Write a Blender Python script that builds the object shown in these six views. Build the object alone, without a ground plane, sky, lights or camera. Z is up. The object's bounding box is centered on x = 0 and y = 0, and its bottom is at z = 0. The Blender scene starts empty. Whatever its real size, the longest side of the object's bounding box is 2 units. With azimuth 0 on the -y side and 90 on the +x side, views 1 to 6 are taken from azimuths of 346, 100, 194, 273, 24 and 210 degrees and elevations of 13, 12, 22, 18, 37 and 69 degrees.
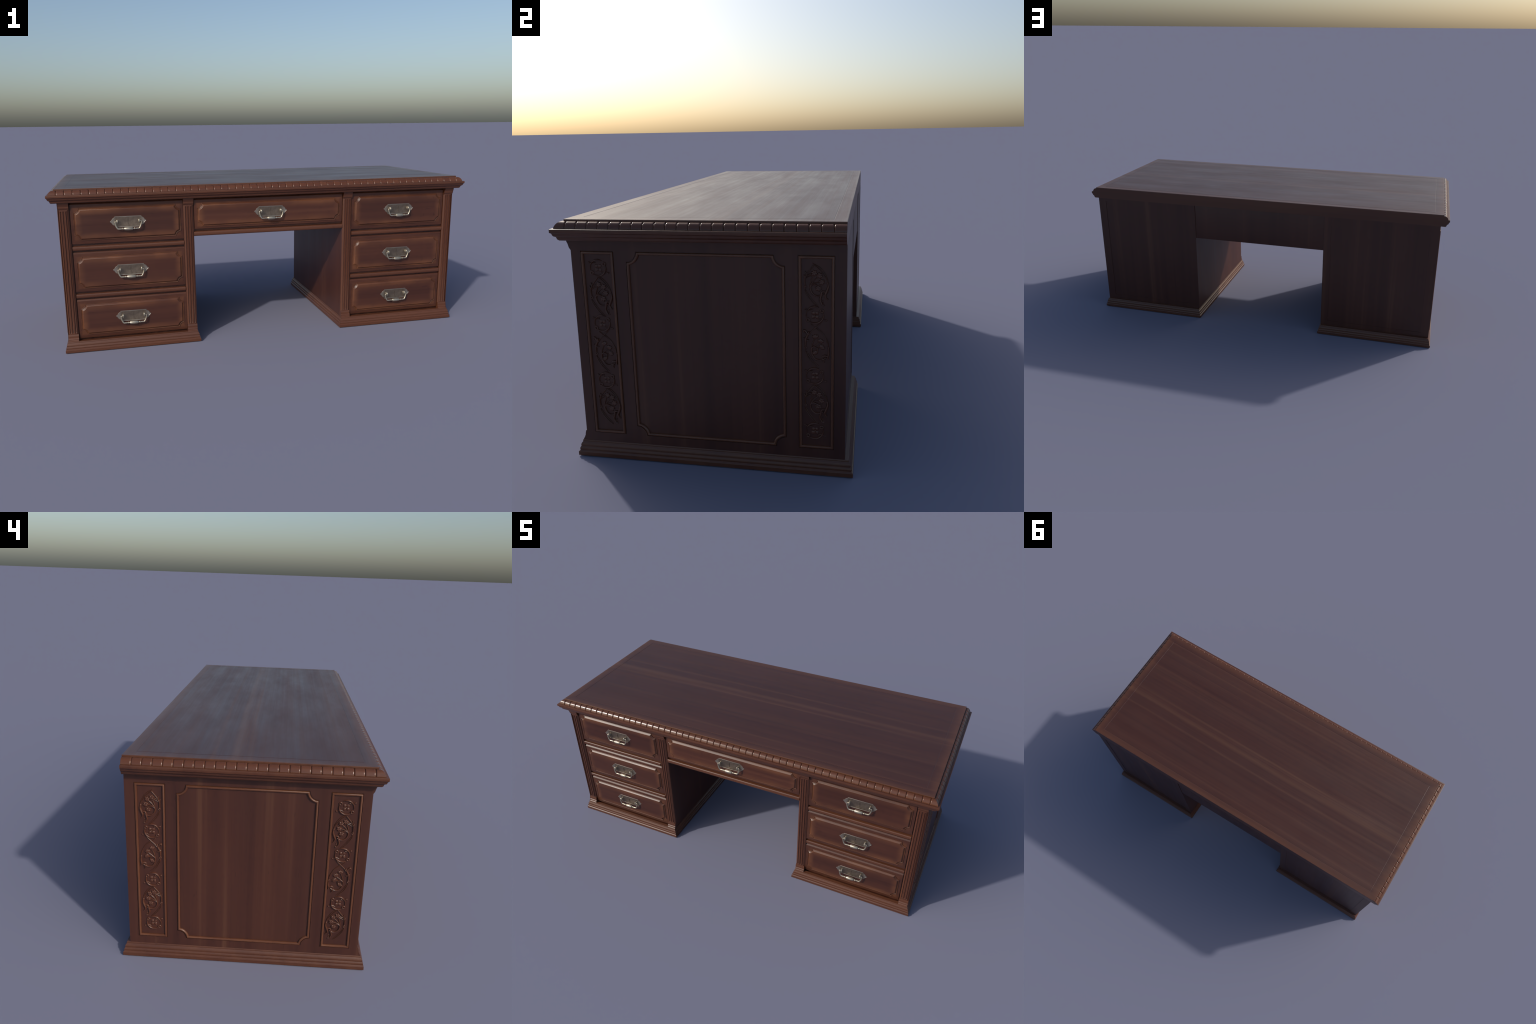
# A carved pedestal writing desk: every part is built from profiles, lofts and sweeps.
import bpy, bmesh, math, random
from mathutils import Vector

random.seed(7)
scene = bpy.context.scene

# ------------------------------------------------------------------ sizes (metres)
BACK = 0.4060                     # back plane of the whole desk
FRONT = -0.4297                  # nose of the cornice
HALF = 1.0                       # half length of the cornice
TOP_Z = 0.744
SOFFIT = 0.6835
PED_IN, PED_OUT = 0.3660, 0.9566   # pedestal carcase, |x|
BODY_FRONT = -0.377              # plane behind the drawer fronts
FACE = -0.3868                   # face of the drawer fronts


# ------------------------------------------------------------------ materials
class Nodes:
    """Small helper to write node trees as expressions."""

    def __init__(self, name):
        self.mat = bpy.data.materials.new(name)
        self.mat.use_nodes = True
        self.t = self.mat.node_tree
        self.t.nodes.clear()

    def add(self, kind, **vals):
        n = self.t.nodes.new(kind)
        for k, v in vals.items():
            setattr(n, k, v)
        return n

    def put(self, n, key, v):
        s = n.inputs[key]
        if hasattr(v, "is_linked") or hasattr(v, "links"):
            self.t.links.new(v, s)
        else:
            s.default_value = v

    def math(self, op, a, b=0.0, c=None, clamp=False):
        n = self.add("ShaderNodeMath", operation=op, use_clamp=clamp)
        self.put(n, 0, a)
        self.put(n, 1, b)
        if c is not None:
            self.put(n, 2, c)
        return n.outputs[0]

    def smooth(self, v, lo, hi, a=0.0, b=1.0):
        n = self.add("ShaderNodeMapRange", interpolation_type="SMOOTHSTEP")
        for k, x in zip((0, 1, 2, 3, 4), (v, lo, hi, a, b)):
            self.put(n, k, x)
        return n.outputs[0]

    def mix(self, f, a, b, blend="MIX"):
        n = self.add("ShaderNodeMix", data_type="RGBA", blend_type=blend)
        self.put(n, 0, f)
        self.put(n, 6, a)
        self.put(n, 7, b)
        return n.outputs[2]

    def noise(self, vec, scale=1.0, detail=3.0, rough=0.55, dist=0.0):
        n = self.add("ShaderNodeTexNoise")
        self.put(n, "Vector", vec)
        self.put(n, "Scale", scale)
        self.put(n, "Detail", detail)
        self.put(n, "Roughness", rough)
        self.put(n, "Distortion", dist)
        return n.outputs["Fac"]

    def stretch(self, vec, s):
        n = self.add("ShaderNodeMapping")
        self.put(n, "Vector", vec)
        n.inputs["Scale"].default_value = s
        return n.outputs[0]


def rgb(r, g, b):
    return (r, g, b, 1.0)


# base colours (linear)
DEEP = rgb(0.046, 0.0143, 0.0088)     # dark reddish heart of the veneer
MID = rgb(0.078, 0.0255, 0.0140)      # body of the mahogany
LIGHT = rgb(0.116, 0.0510, 0.0255)    # pale streaks
WORN = rgb(0.162, 0.0620, 0.0260)     # rubbed, orange edges


def wood(name, axis, tint=0.5, streak=0.5, worn=None, rough=0.40, random_shift=False, fibre=0.40, rubbed=0.0, spec=0.5, mottling=0.12, veins=(), band=42.0, contrast=1.0):
    """Polished mahogany with the grain along an axis.
    worn: function(nodes, x, y, z) giving a 0..1 mask of rubbed wood."""
    m = Nodes(name)
    co = m.add("ShaderNodeTexCoord").outputs["Object"]
    xyz = m.add("ShaderNodeSeparateXYZ")
    m.put(xyz, 0, co)
    vec = co
    if random_shift:
        r = m.add("ShaderNodeObjectInfo").outputs["Random"]
        sh = m.add("ShaderNodeVectorMath", operation="ADD")
        comb = m.add("ShaderNodeCombineXYZ")
        for i, k in enumerate((7.3, 3.1, 5.7)):
            m.put(comb, i, m.math("MULTIPLY", r, k))
        m.put(sh, 0, co)
        m.put(sh, 1, comb.outputs[0])
        vec = sh.outputs[0]

    m.xyz = vec

    def along(a, c):
        s = [c, c, c]
        s["xyz".index(axis)] = a
        return m.stretch(vec, s)

    broad = m.noise(along(0.40, 11.0), 1.0, 3.0, 0.5, 0.12)
    bands = m.noise(along(0.30, band), 1.0, 4.0, 0.6, 0.10)
    fine = m.noise(along(3.5, 300.0), 1.0, 4.0, 0.6, 0.05)
    cloud = m.noise(m.stretch(vec, (3.0, 3.0, 3.0)), 1.0, 3.0, 0.5)

    t = m.math("ADD", m.math("MULTIPLY", m.math("SUBTRACT", broad, 0.5), 1.25 * contrast), tint)
    t = m.math("ADD", t, m.math("MULTIPLY", m.math("SUBTRACT", bands, 0.5), 1.25 * contrast))
    t = m.math("ADD", t, m.math("MULTIPLY", m.math("SUBTRACT", fine, 0.5), fibre))
    t = m.math("ADD", t, m.math("MULTIPLY", m.math("SUBTRACT", cloud, 0.5), 0.5))
    ramp = m.add("ShaderNodeValToRGB")
    ramp.color_ramp.elements[0].position = 0.10
    ramp.color_ramp.elements[0].color = DEEP
    ramp.color_ramp.elements[1].position = 1.0
    ramp.color_ramp.elements[1].color = MID
    m.put(ramp, 0, t)
    col = ramp.outputs[0]
    pale = m.math("MULTIPLY", m.smooth(bands, 0.52, 0.78), m.smooth(broad, 0.42, 0.68))
    col = m.mix(m.math("MULTIPLY", pale, streak, clamp=True), col, LIGHT)
    for at, half, strength in veins:
        # a long pale vein of sapwood running with the grain, wandering a little
        wander = m.math("MULTIPLY", m.math("SUBTRACT", m.noise(along(0.8, 2.0), 1.0, 2.0), 0.5), 0.05)
        off = m.math("ABSOLUTE", m.math("SUBTRACT", m.math("ADD", xyz.outputs[1], wander), at))
        v = m.math("MULTIPLY", m.smooth(off, half, 0.0), m.smooth(bands, 0.30, 0.62, 0.35, 1.0))
        col = m.mix(m.math("MULTIPLY", v, strength), col, LIGHT)
    if rubbed:
        patch = m.smooth(m.noise(along(1.2, 14.0), 1.0, 3.0), 0.3, 0.7, 0.6, 1.3)
        col = m.mix(m.math("MULTIPLY", patch, rubbed, clamp=True), col, WORN)
    if worn:
        w = worn(m, xyz.outputs[0], xyz.outputs[1], xyz.outputs[2])
        breakup = m.smooth(m.noise(along(2.0, 30.0), 1.0, 3.0), 0.25, 0.65, 0.45, 1.0)
        col = m.mix(m.math("MULTIPLY", w, breakup, clamp=True), col, WORN)
    # tiny dark pores
    pore = m.smooth(m.noise(along(22.0, 120.0), 1.0, 1.0), 0.72, 0.78, 0.0, 0.30)
    col = m.mix(pore, col, rgb(0.028, 0.009, 0.006))

    p = m.add("ShaderNodeBsdfPrincipled")
    m.put(p, "Base Color", col)
    mottle = m.noise(along(3.5, 13.0), 1.0, 5.0, 0.6, 0.15)
    rg = m.math("ADD", rough, m.math("MULTIPLY", m.math("SUBTRACT", mottle, 0.5), mottling))
    rg = m.math("ADD", rg, m.math("MULTIPLY", m.math("SUBTRACT", bands, 0.5), 0.16))
    rg = m.math("ADD", rg, m.math("MULTIPLY", m.math("SUBTRACT", fine, 0.5), 0.10))
    m.put(p, "Roughness", rg)
    m.put(p, "Specular IOR Level", spec)
    b = m.add("ShaderNodeBump")
    m.put(b, "Strength", 0.10)
    m.put(b, "Distance", 0.001)
    m.put(b, "Height", fine)
    m.put(p, "Normal", b.outputs[0])
    out = m.add("ShaderNodeOutputMaterial")
    m.t.links.new(p.outputs[0], out.inputs[0])
    return m.mat


def frame_worn(hx, hz, reach, strength):
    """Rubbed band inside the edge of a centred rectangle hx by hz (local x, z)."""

    def f(m, x, y, z):
        dx = m.math("SUBTRACT", hx, m.math("ABSOLUTE", x))
        dz = m.math("SUBTRACT", hz, m.math("ABSOLUTE", z))
        d = m.math("MINIMUM", dx, dz)
        inside = m.math("MULTIPLY", m.smooth(d, 0.0, reach, 1.0, 0.0), m.smooth(d, -0.014, -0.004, 0.30, 1.0))
        uneven = m.smooth(m.noise(m.stretch(m.xyz, (7.0, 7.0, 7.0)), 1.0, 2.0), 0.30, 0.68, 0.30, 1.05)
        return m.math("MULTIPLY", m.math("MULTIPLY", inside, uneven), strength)

    return f


def top_worn(m, x, y, z):
    dx = m.math("SUBTRACT", 0.969, m.math("ABSOLUTE", x))
    dyb = m.math("SUBTRACT", BACK, y)
    dyf = m.math("ADD", y, 0.399)
    d = m.math("MINIMUM", m.math("MINIMUM", dyb, dyf), dx)
    return m.smooth(d, 0.0, 0.045, 0.42, 0.0)


def metal(name, col, dark, rough, rim=None):
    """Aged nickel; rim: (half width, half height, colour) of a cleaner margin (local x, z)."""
    m = Nodes(name)
    co = m.add("ShaderNodeTexCoord").outputs["Object"]
    n = m.noise(co, 60.0, 4.0, 0.6)
    c = m.mix(m.smooth(n, 0.3, 0.75), dark, col)
    if rim:
        xyz = m.add("ShaderNodeSeparateXYZ")
        m.put(xyz, 0, co)
        ex = m.smooth(m.math("ABSOLUTE", xyz.outputs[0]), rim[0] - 0.016, rim[0] + 0.004)
        ez = m.smooth(m.math("ABSOLUTE", m.math("SUBTRACT", xyz.outputs[2], 0.001)), rim[1] - 0.005, rim[1])
        c = m.mix(m.math("MAXIMUM", ex, ez), c, rim[2])
    p = m.add("ShaderNodeBsdfPrincipled")
    m.put(p, "Base Color", c)
    m.put(p, "Metallic", 0.85)
    m.put(p, "Roughness", m.math("ADD", rough, m.math("MULTIPLY", m.math("SUBTRACT", n, 0.5), 0.25)))
    b = m.add("ShaderNodeBump")
    m.put(b, "Strength", 0.15)
    m.put(b, "Distance", 0.0006)
    m.put(b, "Height", n)
    m.put(p, "Normal", b.outputs[0])
    out = m.add("ShaderNodeOutputMaterial")
    m.t.links.new(p.outputs[0], out.inputs[0])
    return m.mat


WOOD_TOP = wood("mahogany_top", "x", tint=0.50, streak=0.45, worn=top_worn, rough=0.37, spec=0.6, mottling=0.26, fibre=0.60, contrast=0.75, band=60.0,
                veins=((0.050, 0.022, 0.50), (0.006, 0.014, 0.32), (0.122, 0.010, 0.28), (-0.150, 0.035, 0.18), (-0.31, 0.04, 0.15)))
WOOD_X = wood("mahogany_rail", "x", tint=0.80, streak=0.35, rough=0.38, rubbed=0.24, fibre=0.2)
WOOD_Z = wood("mahogany_upright", "z", tint=0.52, streak=0.75, rough=0.42, band=22.0, contrast=0.85)
WOOD_CARVED = wood("mahogany_carved", "z", tint=0.80, streak=0.3, rough=0.34, rubbed=0.15, fibre=0.2)
WOOD_BEAD = wood("mahogany_bead", "z", tint=0.90, streak=0.5, rough=0.36, rubbed=0.50, fibre=0.2)
WOOD_PILASTER = wood("mahogany_pilaster", "z", tint=0.80, streak=0.5, rough=0.38, rubbed=0.18, fibre=0.2)
WOOD_GADROON = wood("mahogany_gadroon", "x", tint=0.95, streak=0.3, rough=0.22, random_shift=True, rubbed=0.32, fibre=0.2)
WOOD_DRAWER = wood("mahogany_drawer", "x", tint=0.50, streak=0.6, rough=0.38, random_shift=True,
                   worn=frame_worn(0.2255, 0.0645, 0.032, 0.78))
WOOD_DRAWER_WIDE = wood("mahogany_wide_drawer", "x", tint=0.75, streak=0.5, rough=0.38,
                        worn=frame_worn(0.3400, 0.0455, 0.032, 0.78))
PLATE = metal("aged_nickel_plate", rgb(0.235, 0.188, 0.148), rgb(0.165, 0.131, 0.104), 0.46, (0.066, 0.0245, rgb(0.33, 0.295, 0.255)))
NICKEL = metal("worn_nickel", rgb(0.56, 0.51, 0.41), rgb(0.38, 0.34, 0.265), 0.36)


# ------------------------------------------------------------------ building helpers
def empty(name):
    o = bpy.data.objects.new(name, None)
    scene.collection.objects.link(o)
    return o


def obj_from(name, mesh, parent, loc=(0, 0, 0)):
    o = bpy.data.objects.new(name, mesh)
    o.location = loc
    o.parent = parent
    scene.collection.objects.link(o)
    return o


def finish(name, bm, mat, angle=35.0, bevel=0.0):
    bmesh.ops.remove_doubles(bm, verts=bm.verts, dist=1e-6)
    bmesh.ops.recalc_face_normals(bm, faces=bm.faces)
    if bevel:
        edges = [e for e in bm.edges if len(e.link_faces) == 2 and e.calc_face_angle(0) > 0.9]
        bmesh.ops.bevel(bm, geom=edges, offset=bevel, segments=2, affect="EDGES", profile=0.6)
    me = bpy.data.meshes.new(name)
    bm.to_mesh(me)
    bm.free()
    me.materials.append(mat)
    me.shade_smooth()
    me.set_sharp_from_angle(angle=math.radians(angle))
    return me


def box(bm, x0, x1, y0, y1, z0, z1):
    v = [bm.verts.new((x, y, z)) for x in (x0, x1) for y in (y0, y1) for z in (z0, z1)]
    for f in ((0, 1, 3, 2), (4, 6, 7, 5), (0, 4, 5, 1), (2, 3, 7, 6), (0, 2, 6, 4), (1, 5, 7, 3)):
        bm.faces.new([v[i] for i in f])


def bridge(bm, loops, closed_ring=True, cap_first=False, cap_last=False, closed_path=False):
    """loops: lists of points, all of one length; joins each to the next."""
    vs = [[bm.verts.new(p) for p in l] for l in loops]
    n = len(vs[0])
    last = n if closed_ring else n - 1
    pairs = list(zip(vs, vs[1:])) + ([(vs[-1], vs[0])] if closed_path else [])
    for a, b in pairs:
        for i in range(last):
            j = (i + 1) % n
            bm.faces.new((a[i], a[j], b[j], b[i]))
    if cap_first:
        bm.faces.new(vs[0])
    if cap_last:
        bm.faces.new(list(reversed(vs[-1])))
    return vs


def extrude_profile(bm, pts, x0, x1):
    """Closed (y, z) profile drawn out along x."""
    bridge(bm, [[(x0, y, z) for y, z in pts], [(x1, y, z) for y, z in pts]], True, True, True)


def scallop(hw, hh, r, off, seg=8):
    """Rectangle with concave quarter-round corners, shrunk by off (local u, v)."""
    pts = []
    for sx, sz, flip in ((1, 1, 0), (-1, 1, 1), (-1, -1, 0), (1, -1, 1)):
        R = r + off
        a0 = math.asin(min(1.0, off / R))
        arc = []
        for i in range(seg + 1):
            a = a0 + (math.pi / 2 - 2 * a0) * i / seg
            arc.append((sx * (hw - R * math.sin(a)), sz * (hh - R * math.cos(a))))
        if flip:
            arc.reverse()
        pts += arc
    return pts


def rect(hw, hh, off):
    w, h = hw - off, hh - off
    return [(w, h), (-w, h), (-w, -h), (w, -h)]


def spline(points, per=6):
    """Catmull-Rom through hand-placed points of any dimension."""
    P = [tuple(p) for p in points]
    P = [tuple(2 * a - b for a, b in zip(P[0], P[1]))] + P + [tuple(2 * a - b for a, b in zip(P[-1], P[-2]))]
    out = []
    for k in range(1, len(P) - 2):
        for i in range(per):
            t = i / per
            out.append(tuple(0.5 * (2 * b + (c - a) * t + (2 * a - 5 * b + 4 * c - d) * t * t + (3 * b - a - 3 * c + d) * t ** 3)
                             for a, b, c, d in zip(P[k - 1], P[k], P[k + 1], P[k + 2])))
    out.append(P[-2])
    return out


root = empty("writing_desk")
root["label"] = "large mahogany pedestal desk with carved sides and nickel drawer pulls"
root["category"] = "desk"


# ------------------------------------------------------------------ table top
def build_tabletop():
    x0, y0, y1 = HALF - 0.0308, FRONT + 0.0308, BACK

    def ring(d, z, dback=None):
        b = d if dback is None else dback
        return [(-x0 + d, y0 + d, z), (x0 - d, y0 + d, z), (x0 - d, y1 - b, z), (-x0 + d, y1 - b, z)]

    # inlay groove: a narrow rectangle a hand's width in from the edge
    def inlay(o, z):
        gx, gf, gb = 0.9265, -0.3600, 0.3702
        return [(-gx + o, gf + o, z), (gx - o, gf + o, z), (gx - o, gb - o, z), (-gx + o, gb - o, z)]

    zb, zt = 0.7375, TOP_Z
    loops = [ring(0.0, zb, 0.0), ring(0.0, zt - 0.0012, 0.0), ring(0.0004, zt - 0.0004, 0.0004), ring(0.0012, zt, 0.0012),
             inlay(0.0, zt), inlay(0.0011, zt - 0.0005), inlay(0.0016, zt - 0.0005), inlay(0.0027, zt)]
    bm = bmesh.new()
    bridge(bm, loops, True, True, True)
    return obj_from("tabletop", finish("tabletop", bm, WOOD_TOP, 10), root)


tabletop = build_tabletop()

# ------------------------------------------------------------------ cornice under the top
CORNICE = [(0.055, 0.7375), (0.0335, 0.7375), (0.0270, 0.7355), (0.0200, 0.7330), (0.0150, 0.7280), (0.0110, 0.7193),
           (0.0012, 0.7190), (0.0003, 0.7186), (0.0, 0.7178), (0.0, 0.7090), (0.0004, 0.7082), (0.0014, 0.7076),
           (0.0027, 0.7068), (0.0040, 0.7052), (0.0048, 0.7032), (0.0052, 0.7018), (0.0060, 0.6998), (0.0074, 0.6976),
           (0.0094, 0.6962), (0.0112, 0.6954), (0.0124, 0.6944), (0.0132, 0.6928), (0.0138, 0.6906), (0.0144, 0.6885),
           (0.0156, 0.6864), (0.0172, 0.6850), (0.0180, 0.6844), (0.0184, SOFFIT), (0.055, SOFFIT)]


def build_cornice():
    def station(sx, back):
        return [(sx * (HALF - d), BACK if back else FRONT + d, z) for d, z in CORNICE]

    bm = bmesh.new()
    bridge(bm, [station(-1, True), station(-1, False), station(1, False), station(1, True)], True, True, True)
    o = obj_from("cornice", finish("cornice", bm, WOOD_X, 28), root)
    bm = bmesh.new()
    box(bm, -0.945, 0.945, FRONT + 0.055, BACK, SOFFIT, 0.7375)
    obj_from("top_core", finish("top_core", bm, WOOD_X), o)
    return o


cornice = build_cornice()

# gadroons: a row of rounded blocks on the cornice
NOSE = [(0.0310, 0.7372), (0.0278, 0.7384), (0.0246, 0.7381), (0.0210, 0.7369), (0.0176, 0.7350), (0.0147, 0.7322),
        (0.0122, 0.7288), (0.0100, 0.7247), (0.0086, 0.7212), (0.0084, 0.7196)]
HUB = (0.0275, 0.7196)


def gadroon_mesh(pitch, mitre=0):
    """One block running along local x from 0 to pitch; local y = distance in from the cornice nose.
    mitre: +1 cuts the far end, -1 the near end, at 45 degrees; +2 and -2 cut them square."""
    steps = [(0.0, 0.76), (0.0007, 0.865), (0.0017, 0.945), (0.0028, 0.985), (0.0040, 1.0), (0.0046, 1.0)]
    st = steps + [(pitch - s, k) for s, k in reversed(steps)]
    if mitre in (1, 2):
        st = steps + [(pitch, 1.0)]
    if mitre in (-1, -2):
        st = [(0.0, 1.0)] + [(pitch - s, k) for s, k in reversed(steps)]
    loops = []
    for s, k in st:
        l = []
        for d, z in NOSE + [HUB, (0.031, 0.7240)]:
            dd = HUB[0] + (d - HUB[0]) * (0.35 + 0.65 * k)
            zz = HUB[1] + (z - HUB[1]) * k
            x = s
            if mitre == 1 and s == pitch:
                x = pitch + 0.0084 - dd
            if mitre == -1 and s == 0.0:
                x = dd - 0.0084
            l.append((x, dd, zz))
        loops.append(l)
    bm = bmesh.new()
    bridge(bm, loops, True, True, True)
    return finish("gadroon", bm, WOOD_GADROON, 50)


def build_gadroons():
    px = (HALF - 0.0084) / 29
    back = BACK - 0.0005
    py = (back - (FRONT + 0.0084)) / 25
    plain_x, plain_y = gadroon_mesh(px), gadroon_mesh(py)
    near_x, far_x = gadroon_mesh(px, -1), gadroon_mesh(px, 1)
    near_y, far_y = gadroon_mesh(py, -1), gadroon_mesh(py, 1)
    end_y, start_y = gadroon_mesh(py, 2), gadroon_mesh(py, -2)
    for i in range(58):
        me = near_x if i == 0 else far_x if i == 57 else plain_x
        obj_from("gadroon", me, cornice, (-(HALF - 0.0084) + i * px, FRONT, 0))
    for i in range(25):
        # right side runs front to back, left side back to front
        o = obj_from("gadroon", near_y if i == 0 else end_y if i == 24 else plain_y, cornice, (HALF, FRONT + 0.0084 + i * py, 0))
        o.rotation_euler = (0, 0, math.pi / 2)
        o = obj_from("gadroon", far_y if i == 24 else start_y if i == 0 else plain_y, cornice, (-HALF, back - i * py, 0))
        o.rotation_euler = (0, 0, -math.pi / 2)


build_gadroons()


# ------------------------------------------------------------------ pedestals
BASE = [(0.0, 0.0), (0.0, 0.0115), (0.0006, 0.0126), (0.0028, 0.0140), (0.0040, 0.0158), (0.0042, 0.0180),
        (0.0034, 0.0196), (0.0036, 0.0222), (0.0050, 0.0254), (0.0066, 0.0272), (0.0070, 0.0296), (0.0064, 0.0312),
        (0.0068, 0.0342), (0.0086, 0.0380), (0.0108, 0.0405), (0.0118, 0.0425), (0.0112, 0.0440), (0.0116, 0.0462),
        (0.0128, 0.0478), (0.0300, 0.0480), (0.0300, 0.0)]
CAP = [(-0.378, 0.651), (-0.3924, 0.651), (-0.3924, 0.6524), (-0.3932, 0.6536), (-0.3950, 0.6555), (-0.3962, 0.6580),
       (-0.3972, 0.6605), (-0.3974, 0.6630), (-0.3972, 0.6648), (-0.3978, 0.6670), (-0.3994, 0.6700), (-0.4012, 0.6735), (-0.4026, 0.6765),
       (-0.4030, 0.6800), (-0.4030, SOFFIT), (-0.378, SOFFIT)]
FOOT = [(-0.378, 0.0479), (-0.4044, 0.0479), (-0.4040, 0.0502), (-0.4012, 0.0522), (-0.4000, 0.0545), (-0.4004, 0.0575),
        (-0.3990, 0.0605), (-0.3966, 0.0625), (-0.3960, 0.0650), (-0.3964, 0.0680), (-0.3962, 0.0720), (-0.3950, 0.0750),
        (-0.3940, 0.0775), (-0.3936, 0.0795), (-0.378, 0.0797)]


def pilaster_mesh(half):
    """Fluted strip: three flutes, sloping side margins, closed flute ends."""
    def section(z, f):
        pts = [(-half, BODY_FRONT), (-half, -0.3876), (-half + 0.0010, -0.3882), (-half + 0.0068, -0.3922)]
        for c in (-0.0120, 0.0, 0.0120):
            for k, dep in ((-3.3, 0.0), (-2.3, 0.75), (-0.9, 1.0), (0.9, 1.0), (2.3, 0.75), (3.3, 0.0)):
                pts.append((c + k * 0.001, -0.3926 + 0.0033 * dep * f))
        pts += [(half - 0.0068, -0.3922), (half - 0.0010, -0.3882), (half, -0.3876), (half, BODY_FRONT)]
        return [(x, y, z) for x, y in pts]

    bm = bmesh.new()
    zs = [(0.0797, 0), (0.0835, 0), (0.0845, 0.6), (0.0870, 1), (0.30, 1), (0.6415, 1), (0.6440, 0.6), (0.6450, 0), (0.6512, 0)]
    bridge(bm, [section(z, f) for z, f in zs], True, True, True)
    return finish("pilaster", bm, WOOD_PILASTER, 24)


def board_with_holes(name, outline, holes, thick, to_world, mat):
    """Flat board in (u, v) with cut-out openings; to_world maps (u, v, height)."""
    cu = bpy.data.curves.new(name, "CURVE")
    cu.dimensions = "2D"
    cu.fill_mode = "BOTH"
    cu.extrude = thick / 2
    for loop in [outline] + holes:
        s = cu.splines.new("POLY")
        s.points.add(len(loop) - 1)
        for p, q in zip(s.points, loop):
            p.co = (q[0], q[1], 0, 1)
        s.use_cyclic_u = True
    tmp = bpy.data.objects.new(name, cu)
    scene.collection.objects.link(tmp)
    dg = bpy.context.evaluated_depsgraph_get()
    me = bpy.data.meshes.new_from_object(tmp.evaluated_get(dg))
    bpy.data.objects.remove(tmp)
    bpy.data.curves.remove(cu)
    bm = bmesh.new()
    bm.from_mesh(me)
    bpy.data.meshes.remove(me)
    for v in bm.verts:
        v.co = to_world(v.co.x, v.co.y, v.co.z + thick / 2)
    return finish(name, bm, mat, 30)


BEAD = [(0.0, -0.0022), (0.0001, 0.0010), (0.0008, 0.0026), (0.0022, 0.0038), (0.0040, 0.0042), (0.0058, 0.0036),
        (0.0071, 0.0022), (0.0079, 0.0004), (0.0080, -0.0022)]


def bead_mesh(kind, hw, hh, r, to_world):
    bm = bmesh.new()
    loops = []
    for off, h in BEAD:
        pts = scallop(hw, hh, r, off) if kind == "scallop" else rect(hw, hh, off)
        loops.append([to_world(u, v, h) for u, v in pts])
    bridge(bm, loops)
    return finish("panel_bead", bm, WOOD_BEAD, 40)


# --- carved ornament, drawn in millimetres on the panel (h to the right, v up), seen from the left side
class Carving:
    def __init__(self, to_world):
        self.bm = bmesh.new()
        self.w = to_world            # (h mm, v mm, height m) -> world

    @staticmethod
    def low(r):
        """Broad members are carved flatter than thin ones."""
        return min(r, 2.1) + 0.25 * max(0.0, r - 2.1)

    def strand(self, pts, r0=1.7, r1=None, mid=None, tall=1.9):
        r1 = r0 if r1 is None else r1
        r0, r1, mid = 1.12 * r0, 1.12 * r1, mid and 1.25 * mid
        path = spline(pts, 5)
        n = len(path)
        loops = []
        for i, p in enumerate(path):
            a, b = path[max(0, i - 1)], path[min(n - 1, i + 1)]
            tx, ty = b[0] - a[0], b[1] - a[1]
            L = math.hypot(tx, ty) or 1.0
            nx, ny = -ty / L, tx / L
            t = i / (n - 1)
            r = r0 + (r1 - r0) * t
            if mid:
                r += (mid - 0.5 * (r0 + r1)) * math.sin(math.pi * t)
            ring = []
            for k in range(7):
                g = math.pi * k / 6
                c = math.cos(g) * r
                ring.append(self.w(p[0] + nx * c, p[1] + ny * c, 0.001 * self.low(r) * tall * 1.25 * math.sin(g) - 0.0004))
            loops.append(ring)
        bridge(self.bm, loops, False)
        self.ball(path[0], r0, tall=tall * 1.25)
        self.ball(path[-1], r1, tall=tall * 1.25)

    def ball(self, c, r, tall=1.35):
        r = 1.12 * r
        rows = []
        for j in range(4):
            e = math.pi / 2 * j / 3.2
            rows.append([self.w(c[0] + r * math.cos(e) * math.cos(a * math.pi / 5), c[1] + r * math.cos(e) * math.sin(a * math.pi / 5),
                                0.001 * self.low(r) * tall * math.sin(e) - 0.0004) for a in range(10)])
        bridge(self.bm, rows, True, False, True)

    def ring(self, c, r, w=1.5):
        pts = [(c[0] + r * math.cos(a * math.pi / 8), c[1] + r * math.sin(a * math.pi / 8)) for a in range(16)]
        loops = []
        for i in range(16):
            a = i * math.pi / 8
            loops.append([self.w(c[0] + (r + w * math.cos(g * math.pi / 5)) * math.cos(a), c[1] + (r + w * math.cos(g * math.pi / 5)) * math.sin(a),
                                 0.001 * w * 1.7 * math.sin(g * math.pi / 5) - 0.0004) for g in range(6)])
        bridge(self.bm, loops, False, closed_path=True)

    def petals(self, c, r, n, a0=0.3, fat=0.36, tall=1.5):
        for k in range(n):
            a = a0 + 2 * math.pi * k / n
            tip = (c[0] + r * math.cos(a), c[1] + r * math.sin(a))
            mid = (c[0] + 0.55 * r * math.cos(a), c[1] + 0.55 * r * math.sin(a))
            self.strand([c, mid, tip], r * 0.22, r * 0.12, r * fat, tall)
        self.ball(c, r * 0.30, 1.3)

    def tulip(self, c, ang, r):
        for da in (-0.75, -0.25, 0.25, 0.75):
            a = ang + da
            tip = (c[0] + r * math.cos(a), c[1] + r * math.sin(a))
            mid = (c[0] + 0.5 * r * math.cos(a + da * 0.25), c[1] + 0.5 * r * math.sin(a + da * 0.25))
            self.strand([c, mid, tip], r * 0.24, r * 0.07, r * 0.33, 1.3)
        self.ball(c, r * 0.28, 1.2)

    def mesh(self, name):
        return finish(name, self.bm, WOOD_CARVED, 60)


def shift(pts, z):
    return [(h, v + z) for h, v in pts]


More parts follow.
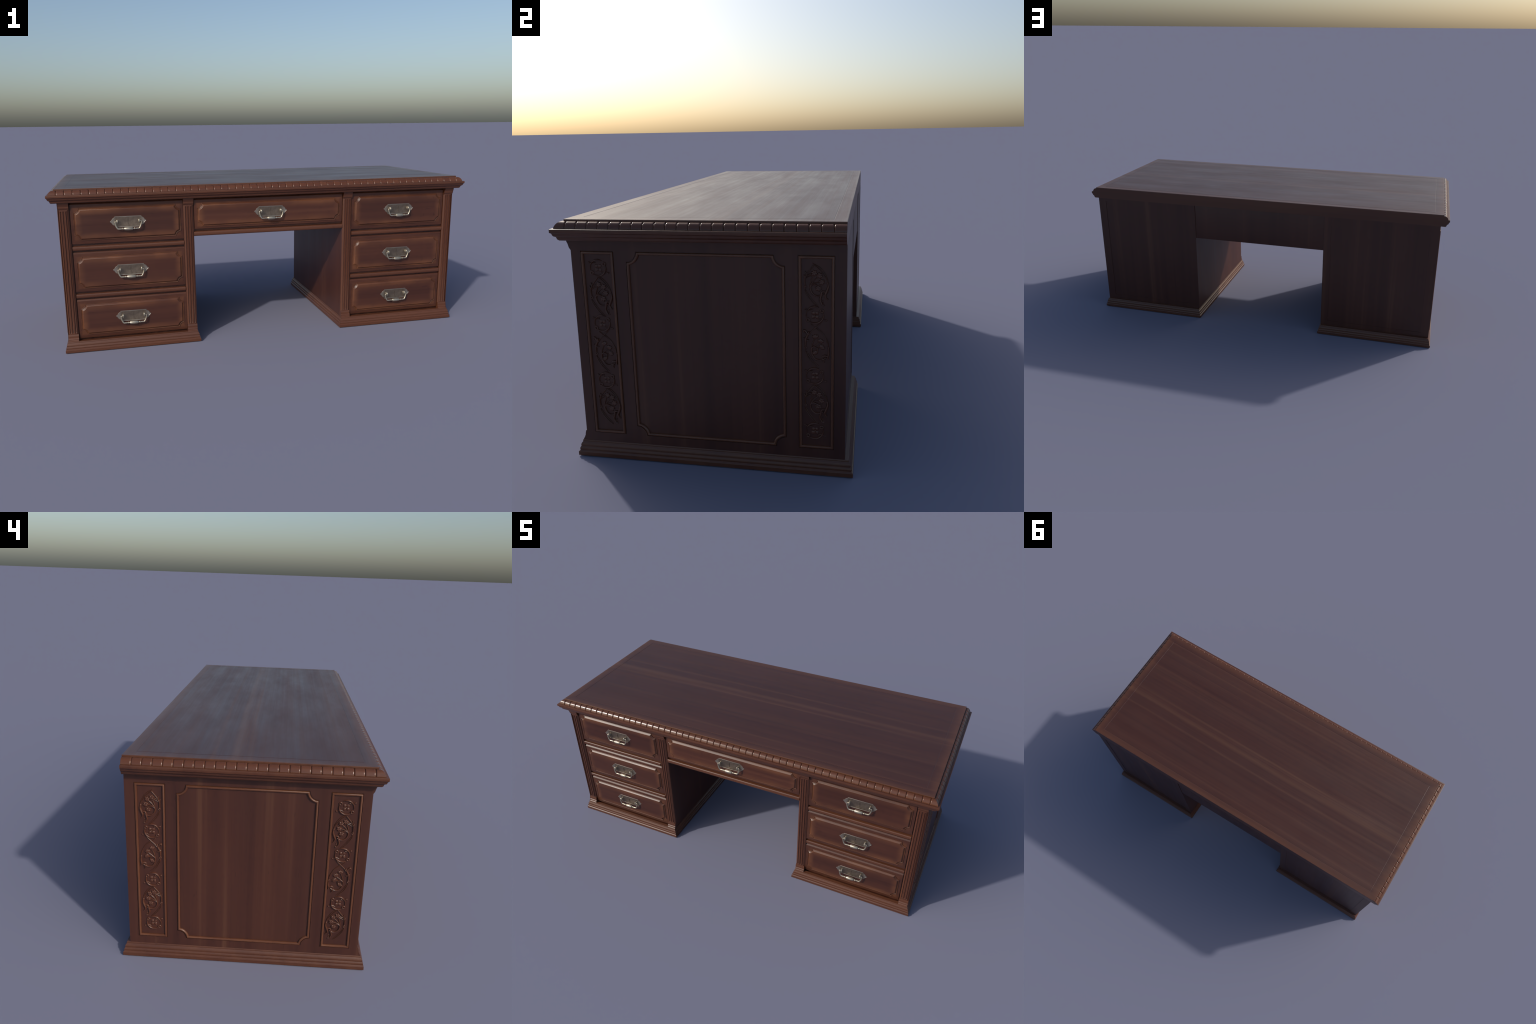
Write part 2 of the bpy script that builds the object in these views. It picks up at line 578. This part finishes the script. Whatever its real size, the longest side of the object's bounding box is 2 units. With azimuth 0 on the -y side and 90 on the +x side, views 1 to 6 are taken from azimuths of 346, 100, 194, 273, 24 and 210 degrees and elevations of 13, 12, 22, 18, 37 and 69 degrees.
def flower_scroll(c, z):
    """Scroll with four star flowers; z = height of its apex."""
    S = lambda *p: shift(p, z)
    c.strand(S((6, 5), (-14, -7), (-27.5, -24.5), (-34, -41), (-35, -50)), 1.2)
    c.strand(S((2, 0), (-14, -14), (-26.7, -30.5), (-31.5, -39)), 1.3, 0.9)
    c.strand(S((3, -1), (12, -12), (20, -22), (24, -26)), 1.6, 1.4)
    c.strand(S((25.4, -18.6), (23, -28), (27.5, -37.5), (27.3, -51), (26, -58)), 1.5, 1.4, 1.8)
    c.strand(S((27.5, -37.5), (28.2, -33), (29.8, -27.5)), 1.5, 1.1, 2.0)
    c.strand(S((26, -31), (18, -26.5), (10, -24)), 1.1, 1.5)
    c.strand(S((25, -37), (15, -31), (6, -27)), 1.1, 1.4)
    for p in ((-12.6, -28.7), (1.7, -22), (-18.7, -47), (-9.8, -64.7)):
        c.petals((p[0], p[1] + z), 8.8, 6)
    c.strand(S((-22, -80.5), (-14, -85), (-2.7, -85.8), (7.9, -78), (12.9, -64.4), (10.2, -56.5), (1.8, -53.9), (-6, -57.5), (-8.5, -62)), 1.7, 1.5, 2.0)
    c.strand(S((12.9, -62.4), (11.4, -46.4), (3.2, -25)), 1.8, 1.2)
    c.strand(S((10.3, -53.5), (1, -41), (-11, -31)), 1.7, 1.2)
    c.strand(S((9.4, -52.5), (-3.7, -49), (-16, -47)), 1.6, 1.2)
    c.ball((-35, -50 + z), 3.2)
    c.strand(S((-35.2, -50), (-36.3, -61), (-31.5, -75), (-28, -85), (-33.5, -95.5)), 1.4, 1.4, 3.2)
    c.ball((-34.2, -95 + z), 2.7)
    c.strand(S((-31.8, -74), (-25, -73), (-19.5, -74.5), (-17.5, -84), (-14.5, -98), (-20, -111), (-25, -113)), 1.4, 1.6, 2.6)
    c.ball((-24.4, -112 + z), 3.0)
    c.ball((-23, -99 + z), 1.9)
    c.ball((-22.3, -105 + z), 2.1)
    c.ring((26.2, -62 + z), 3.0, 1.9)
    c.strand(S((27, -66), (26.9, -74), (18, -90.5), (4.3, -107.7), (-8, -118)), 1.3, 0.9)
    c.strand(S((25, -72), (12.3, -91), (-8.2, -115.6)), 1.2, 0.9)


def rosette(c, z, tail):
    """Open ring round a four-petalled flower; tail: long strands run down to a crossing."""
    S = lambda *p: shift(p, z)
    r = 24.0
    P = lambda a, k=1.0: (k * r * math.cos(math.radians(a)), k * r * math.sin(math.radians(a)) + z)
    c.strand([P(118), P(95), P(75), P(55), P(36)], 1.2, 1.5, 2.3)
    c.strand([P(36), P(18), P(0), P(-14)], 1.6, 1.3)
    c.strand([P(32), (23.5, 15.5 + z), (26.5, 17 + z)], 1.4)
    c.ball((27.5, 16 + z), 3.0)
    c.strand([P(36), P(48, 0.78), P(62, 0.72)], 1.2, 1.4)
    c.strand([P(165), P(185), P(205), P(228), P(255), P(285), P(302)], 1.2, 1.2, 2.3)
    c.strand([P(200), P(212, 0.8), P(232, 0.68)], 1.7, 1.4)
    c.strand([P(204), (-27, -13 + z), (-30.5, -14.5 + z)], 1.4)
    c.ball((-31, -14.6 + z), 3.0)
    c.ring((-19.3, 12 + z), 4.3, 2.3)
    c.ring((19.2, -15 + z), 4.3, 2.3)
    for sx in (-1, 1):
        for sy in (-1, 1):
            c.ball((sx * 5.2 - 0.5, sy * 5.4 + z), 5.2, 0.95)
            c.ball((sx * 7.4 - 0.5, sy * 8.0 + z), 2.4, 1.3)
    c.ball((-0.5, z), 2.4, 1.4)
    if tail:
        c.strand(S((-22.5, -8), (-15, -23.5), (-1, -37.5), (13, -51)), 1.7, 1.4)
        c.strand(S((11, -27), (-2, -38.5), (-23.5, -56), (-35.8, -78), (-38, -95)), 1.2)
        c.strand(S((-6, -38), (-22, -52), (-31, -68), (-34, -80)), 1.2, 0.9)


def leaf_scroll(c, z):
    """Scroll with tulip-shaped leaves; z = height of the crossing above it."""
    S = lambda *p: shift(p, z)
    c.strand(S((12, -13), (16, -19), (21, -17), (26, -10), (30, -8), (31.5, -12), (28.5, -14)), 1.5, 1.5, 2.6)
    c.strand(S((17, -12), (20.5, -22), (26, -35), (26.5, -49), (26, -55)), 2.2, 1.3, 2.8)
    c.strand(S((26, -33), (21, -37), (17, -36)), 1.5, 1.2, 2.0)
    c.strand(S((25, -29), (30, -32), (31, -29)), 1.5, 1.0)
    for p, a in (((-1.5, -29), 1.45), ((-15, -41), 1.9), ((-17, -58), 2.4), ((-2, -76), 1.1)):
        c.tulip((p[0], p[1] + z), a, 11.0)
    c.ball((-38, -57 + z), 3.2)
    c.strand(S((-38, -58), (-39, -72), (-36, -84), (-38, -90)), 1.4, 1.6, 2.4)
    c.strand(S((-37, -82), (-28, -80), (-20, -83)), 1.6, 1.2, 2.4)
    c.strand(S((-28, -93), (-22, -90), (-26, -101)), 1.5, 1.4, 2.4)
    c.strand(S((-31, -86), (-22, -91), (-12, -94), (0, -90), (8, -77), (9.5, -62), (5, -56), (-3, -57), (-8, -63), (-5, -72)), 1.6, 1.5, 2.0)
    c.strand(S((9.5, -64), (7, -48), (0, -30)), 1.7, 1.2)
    c.strand(S((8.5, -58), (-2, -50), (-13, -42)), 1.6, 1.2)
    c.strand(S((6, -56), (-6, -58), (-15, -58)), 1.5, 1.2)
    c.ring((26.2, -59 + z), 3.0, 1.9)
    c.strand(S((26, -64), (25, -73), (14, -95), (-3, -112)), 1.3, 0.9)
    c.strand(S((23, -71), (8, -95), (-10, -113)), 1.2, 0.9)


def rail_round(y, depth, zc, half):
    """Softened half-round nose as (y, z) points, flatter than a true circle."""
    out = []
    for a in range(15):
        c, q = math.cos(a * math.pi / 14), math.sin(a * math.pi / 14)
        out.append((y - depth * max(0.0, q) ** 0.65, zc - half * math.copysign(abs(c) ** 0.65, c)))
    return out


def build_pedestal(sx):
    """sx = -1 for the left pedestal, +1 for the right one."""
    bm = bmesh.new()
    box(bm, min(sx * PED_IN, sx * PED_OUT), max(sx * PED_IN, sx * PED_OUT), BODY_FRONT, BACK - 0.0015, 0.02, SOFFIT)
    ped = obj_from("pedestal", finish("pedestal", bm, WOOD_Z), root)

    # base moulding: profile swept round the foot
    xa, xb, ya, yb = 0.3526, 0.9720, -0.4178, 0.4297
    loops = []
    for cx, cy, dx, dy in ((xa, ya, 1, 1), (xb, ya, -1, 1), (xb, yb, -1, -1), (xa, yb, 1, -1)):
        loops.append([(sx * (cx + dx * d), cy + dy * d, z) for d, z in BASE])
    bm = bmesh.new()
    bridge(bm, loops, True, closed_path=True)
    obj_from("base_moulding", finish("base_moulding", bm, WOOD_X, 28), ped)

    # pilasters with their caps and feet
    for c, half in ((0.3892, 0.0232), (0.9339, 0.0223)):
        obj_from("pilaster", pilaster_mesh(half), ped, (sx * c, 0, 0))
        bm = bmesh.new()
        extrude_profile(bm, CAP, sx * c - half, sx * c + half)
        obj_from("pilaster_cap", finish("pilaster_cap", bm, WOOD_X, 28), ped)
        bm = bmesh.new()
        extrude_profile(bm, FOOT, sx * c - half, sx * c + half)
        obj_from("plinth_block", finish("plinth_block", bm, WOOD_X, 28), ped)

    # half-round rails between the drawers
    for zc in (0.4757, 0.2560):
        pts = [(BODY_FRONT, zc - 0.0098)] + rail_round(-0.3830, 0.0085, zc, 0.0098) \
            + [(BODY_FRONT, zc + 0.0098)]
        bm = bmesh.new()
        extrude_profile(bm, pts, min(sx * 0.4145, sx * 0.9085), max(sx * 0.4145, sx * 0.9085))
        obj_from("drawer_rail", finish("drawer_rail", bm, WOOD_X, 50), ped)

    # back: thin frame round a plain field
    to_back = lambda u, v, h: Vector((sx * u, BACK - 0.0015 + h, v))
    me = board_with_holes("back_frame", [(PED_IN, 0.047), (PED_OUT, 0.047), (PED_OUT, SOFFIT), (PED_IN, SOFFIT)], [[(0.405, 0.075), (0.915, 0.075), (0.915, 0.668), (0.405, 0.668)]],
                          0.0015, to_back, WOOD_Z)
    obj_from("back_frame", me, ped)

    # carved outer side: a frame board with three openings
    plane = PED_OUT + 0.0020
    to_side = lambda u, v, h: Vector((sx * (PED_OUT + h), u, v))
    zc, zh = 0.3632, 0.2855
    panels = ((-0.3113, 0.0492), (0.3232, 0.0492))
    mid_c, mid_h = 0.0070, 0.2287
    holes = [[(c + u, zc + v) for u, v in rect(hw, zh, -0.0018)] for c, hw in panels]
    holes.append([(mid_c + u, zc + v) for u, v in scallop(mid_h + 0.0018, zh + 0.0018, 0.0300, 0.0)])
    # the board follows the flare of cap and plinth at its front edge
    edge = [(BACK, 0.0478), (BACK, SOFFIT), (-0.4030, SOFFIT), (-0.4026, 0.6765), (-0.3994, 0.6700), (-0.3962, 0.6585), (-0.3930, 0.6535),
            (-0.3914, 0.6516), (-0.3914, 0.0800), (-0.3938, 0.0792), (-0.3962, 0.0700), (-0.3970, 0.0635), (-0.4002, 0.0560), (-0.4042, 0.0495), (-0.4044, 0.0478)]
    side = obj_from("side_panel", board_with_holes("side_panel", edge, holes, 0.0020, to_side, WOOD_Z), root)
    for c, hw in panels:
        tw = lambda u, v, h, c=c: (sx * (plane + h), c + u, zc + v)
        obj_from("panel_bead", bead_mesh("rect", hw, zh, 0, tw), side)
    tw = lambda u, v, h: (sx * (plane + h), mid_c + u, zc + v)
    obj_from("panel_bead", bead_mesh("scallop", mid_h, zh, 0.0307, tw), side)

    # carvings: h runs toward the front of the desk
    for centre, order in ((0.3235 - 0.0045, (("f", 622.5), ("t", 481.5), ("l", 443.8), ("r", 301.3), ("f", 273.4), ("r", 132.0))),
                          (-0.3115, (("r", 600.0), ("f", 572.0), ("t", 431.3), ("l", 393.6), ("r", 251.2), ("f", 223.6)))):
        for kind, z in order:
            c = Carving(lambda h, v, e, c0=centre: (sx * (PED_OUT + e), c0 - h * 0.001, v * 0.001))
            if kind == "f":
                flower_scroll(c, z)
                name = "carved_flower_scroll"
            elif kind == "l":
                leaf_scroll(c, z)
                name = "carved_leaf_scroll"
            else:
                rosette(c, z, kind == "t")
                name = "carved_rosette"
            obj_from(name, c.mesh(name), side)
    return ped


for sx in (-1, 1):
    build_pedestal(sx)


# ------------------------------------------------------------------ drawers
RAISE = [(0.0, -0.003), (0.0, 0.0006), (0.0004, 0.0022), (0.0012, 0.0029), (0.0022, 0.0026), (0.0030, 0.0014), (0.0040, 0.0010),
         (0.0050, 0.0016), (0.0072, 0.0042), (0.0092, 0.0063), (0.0102, 0.0070), (0.0114, 0.0073), (0.0124, 0.0073)]


def drawer_mesh(name, hw, top, bottom, fw, fh, mat):
    """Flat front with chamfered head and a raised, scalloped field (local origin at the field's centre)."""
    bm = bmesh.new()
    depth = 0.0125
    prof = [(depth, bottom), (0.0010, bottom), (0.0003, bottom + 0.0004), (0.0, bottom + 0.0012), (0.0, top - 0.0062),
            (0.0008, top - 0.0050), (0.0050, top), (depth, top)]
    extrude_profile(bm, prof, -hw, hw)
    loops = [[(u, -h, v) for u, v in scallop(fw, fh, 0.0222, off)] for off, h in RAISE]
    bridge(bm, loops, True, False, True)
    return finish(name, bm, mat, 28)


PLATE_HALF = [(0.0, 0.0262), (0.0575, 0.0262), (0.0588, 0.0255), (0.0590, 0.0232), (0.0610, 0.0212), (0.0655, 0.0190), (0.0695, 0.0155),
              (0.0722, 0.0110), (0.0742, 0.0072), (0.0768, 0.0064), (0.0790, 0.0052), (0.0798, 0.0032), (0.0790, 0.0010),
              (0.0768, -0.0006), (0.0742, -0.0022), (0.0722, -0.0060), (0.0695, -0.0100), (0.0655, -0.0134), (0.0610, -0.0154),
              (0.0590, -0.0178), (0.0575, -0.0232), (0.0560, -0.0243), (0.0, -0.0243)]


def handle_plate_mesh():
    full = PLATE_HALF + [(-x, z) for x, z in reversed(PLATE_HALF[1:-1])]

    def loop(k, y):
        return [(x * (1 - k / 0.075), y, 0.0010 + (z - 0.0010) * (1 - k / 0.025)) for x, z in full]

    bm = bmesh.new()
    bridge(bm, [loop(0, 0.001), loop(0, -0.0013), loop(0.0006, -0.0022), loop(0.0016, -0.0024), loop(0.0026, -0.0017), loop(0.0032, -0.0016)], True, False, True)
    # keyhole slit: a raised lip round a slot
    for x0, x1, h in ((-0.0034, -0.0022, 0.0028), (-0.0006, 0.0006, 0.0028)):
        box(bm, x0, x1, -h + 0.0002, -0.0012, -0.0100, 0.0145)
    return finish("handle_plate", bm, PLATE, 40)


def tube(bm, path, radii, sides=10):
    loops = []
    n = len(path)
    for i, p in enumerate(path):
        a, b = Vector(path[max(0, i - 1)]), Vector(path[min(n - 1, i + 1)])
        t = (b - a).normalized()
        s = t.cross(Vector((0, 1, 0.001))).normalized()
        u = s.cross(t)
        loops.append([Vector(p) + (s * math.cos(k * 2 * math.pi / sides) + u * math.sin(k * 2 * math.pi / sides)) * radii[i] for k in range(sides)])
    bridge(bm, loops, True, True, True)


def handle_bail_mesh():
    """Drop handle: bent rod with collars and a swelling grip."""
    bm = bmesh.new()
    zb = -0.0292
    for s in (-1, 1):
        pts = [(s * 0.0500, -0.0130, 0.0040), (s * 0.0560, -0.0130, 0.0040), (s * 0.0574, -0.0130, 0.0020), (s * 0.0572, -0.0132, -0.0040), (s * 0.0548, -0.0138, -0.0145),
               (s * 0.0505, -0.0144, -0.0240), (s * 0.0472, -0.0146, -0.0282), (s * 0.0430, -0.0146, zb), (s * 0.0290, -0.0146, zb)]
        path = spline(pts, 4)
        tube(bm, path, [0.0021 + 0.0013 * min(1.0, i / (len(path) * 0.55)) for i in range(len(path))])
    # turned grip along x: (x, radius)
    turn = [(0.0300, 0.0028), (0.0276, 0.0030), (0.0272, 0.0048), (0.0256, 0.0053), (0.0242, 0.0048), (0.0238, 0.0032), (0.0205, 0.0030), (0.0194, 0.0038),
            (0.0189, 0.0060), (0.0178, 0.0066), (0.0120, 0.0077), (0.0060, 0.0084), (0.0, 0.0086)]
    prof = [(-x, r) for x, r in turn] + [(x, r) for x, r in reversed(turn[:-1])]
    bridge(bm, [[(x, -0.0146 + r * math.cos(a * math.pi / 8), zb + r * math.sin(a * math.pi / 8)) for a in range(16)] for x, r in prof], True, True, True)
    return finish("handle_bail", bm, NICKEL, 40)


def handle_knob_mesh():
    bm = bmesh.new()
    prof = [(0.0, 0.0066), (-0.0028, 0.0062), (-0.0036, 0.0042), (-0.0075, 0.0038), (-0.0088, 0.0062), (-0.0108, 0.0077), (-0.0134, 0.0080), (-0.0158, 0.0070), (-0.0172, 0.0048), (-0.0178, 0.0020)]
    bridge(bm, [[(r * 0.62 * math.cos(a * math.pi / 8), y, r * 1.12 * math.sin(a * math.pi / 8)) for a in range(16)] for y, r in prof], True, True, True)
    return finish("handle_knob", bm, NICKEL, 45)


plate_me, bail_me, knob_me = handle_plate_mesh(), handle_bail_mesh(), handle_knob_mesh()
drawer_me = drawer_mesh("drawer", 0.2470, 0.0938, -0.0888, 0.2347, 0.0738, WOOD_DRAWER)
wide_me = drawer_mesh("wide_drawer", 0.3625, 0.0755, -0.0650, 0.3497, 0.0548, WOOD_DRAWER_WIDE)


def fit_handle(drawer, dz):
    obj_from("handle_plate", plate_me, drawer, (0, -0.0062, dz))
    obj_from("handle_bail", bail_me, drawer, (0, -0.0062, dz))
    for s in (-1, 1):
        obj_from("handle_knob", knob_me, drawer, (s * 0.0479, -0.0067, dz + 0.0040))


for sx in (-1, 1):
    for zc in (0.5850, 0.3643, 0.1447):
        d = obj_from("drawer", drawer_me, root, (sx * 0.6605, FACE, zc))
        fit_handle(d, 0.0030)
wide = obj_from("wide_drawer", wide_me, root, (0, FACE, 0.6030))
fit_handle(wide, 0.0025)

# ------------------------------------------------------------------ knee-hole: rail, drawer box and modesty panel
bm = bmesh.new()
pts = [(-0.360, 0.5046)] + rail_round(-0.3825, 0.0088, 0.5153, 0.0107) + [(-0.360, 0.5262)]
extrude_profile(bm, pts, -0.3662, 0.3662)
obj_from("knee_rail", finish("knee_rail", bm, WOOD_X, 50), root)

bm = bmesh.new()
box(bm, -0.3665, 0.3665, BODY_FRONT + 0.002, 0.384, 0.5275, SOFFIT - 0.0005)
obj_from("drawer_case", finish("drawer_case", bm, WOOD_X), root)

bm = bmesh.new()
box(bm, -0.3668, 0.3668, 0.3855, 0.4035, 0.4934, SOFFIT - 0.0004)
obj_from("modesty_panel", finish("modesty_panel", bm, WOOD_Z, 30, 0.0012), root)
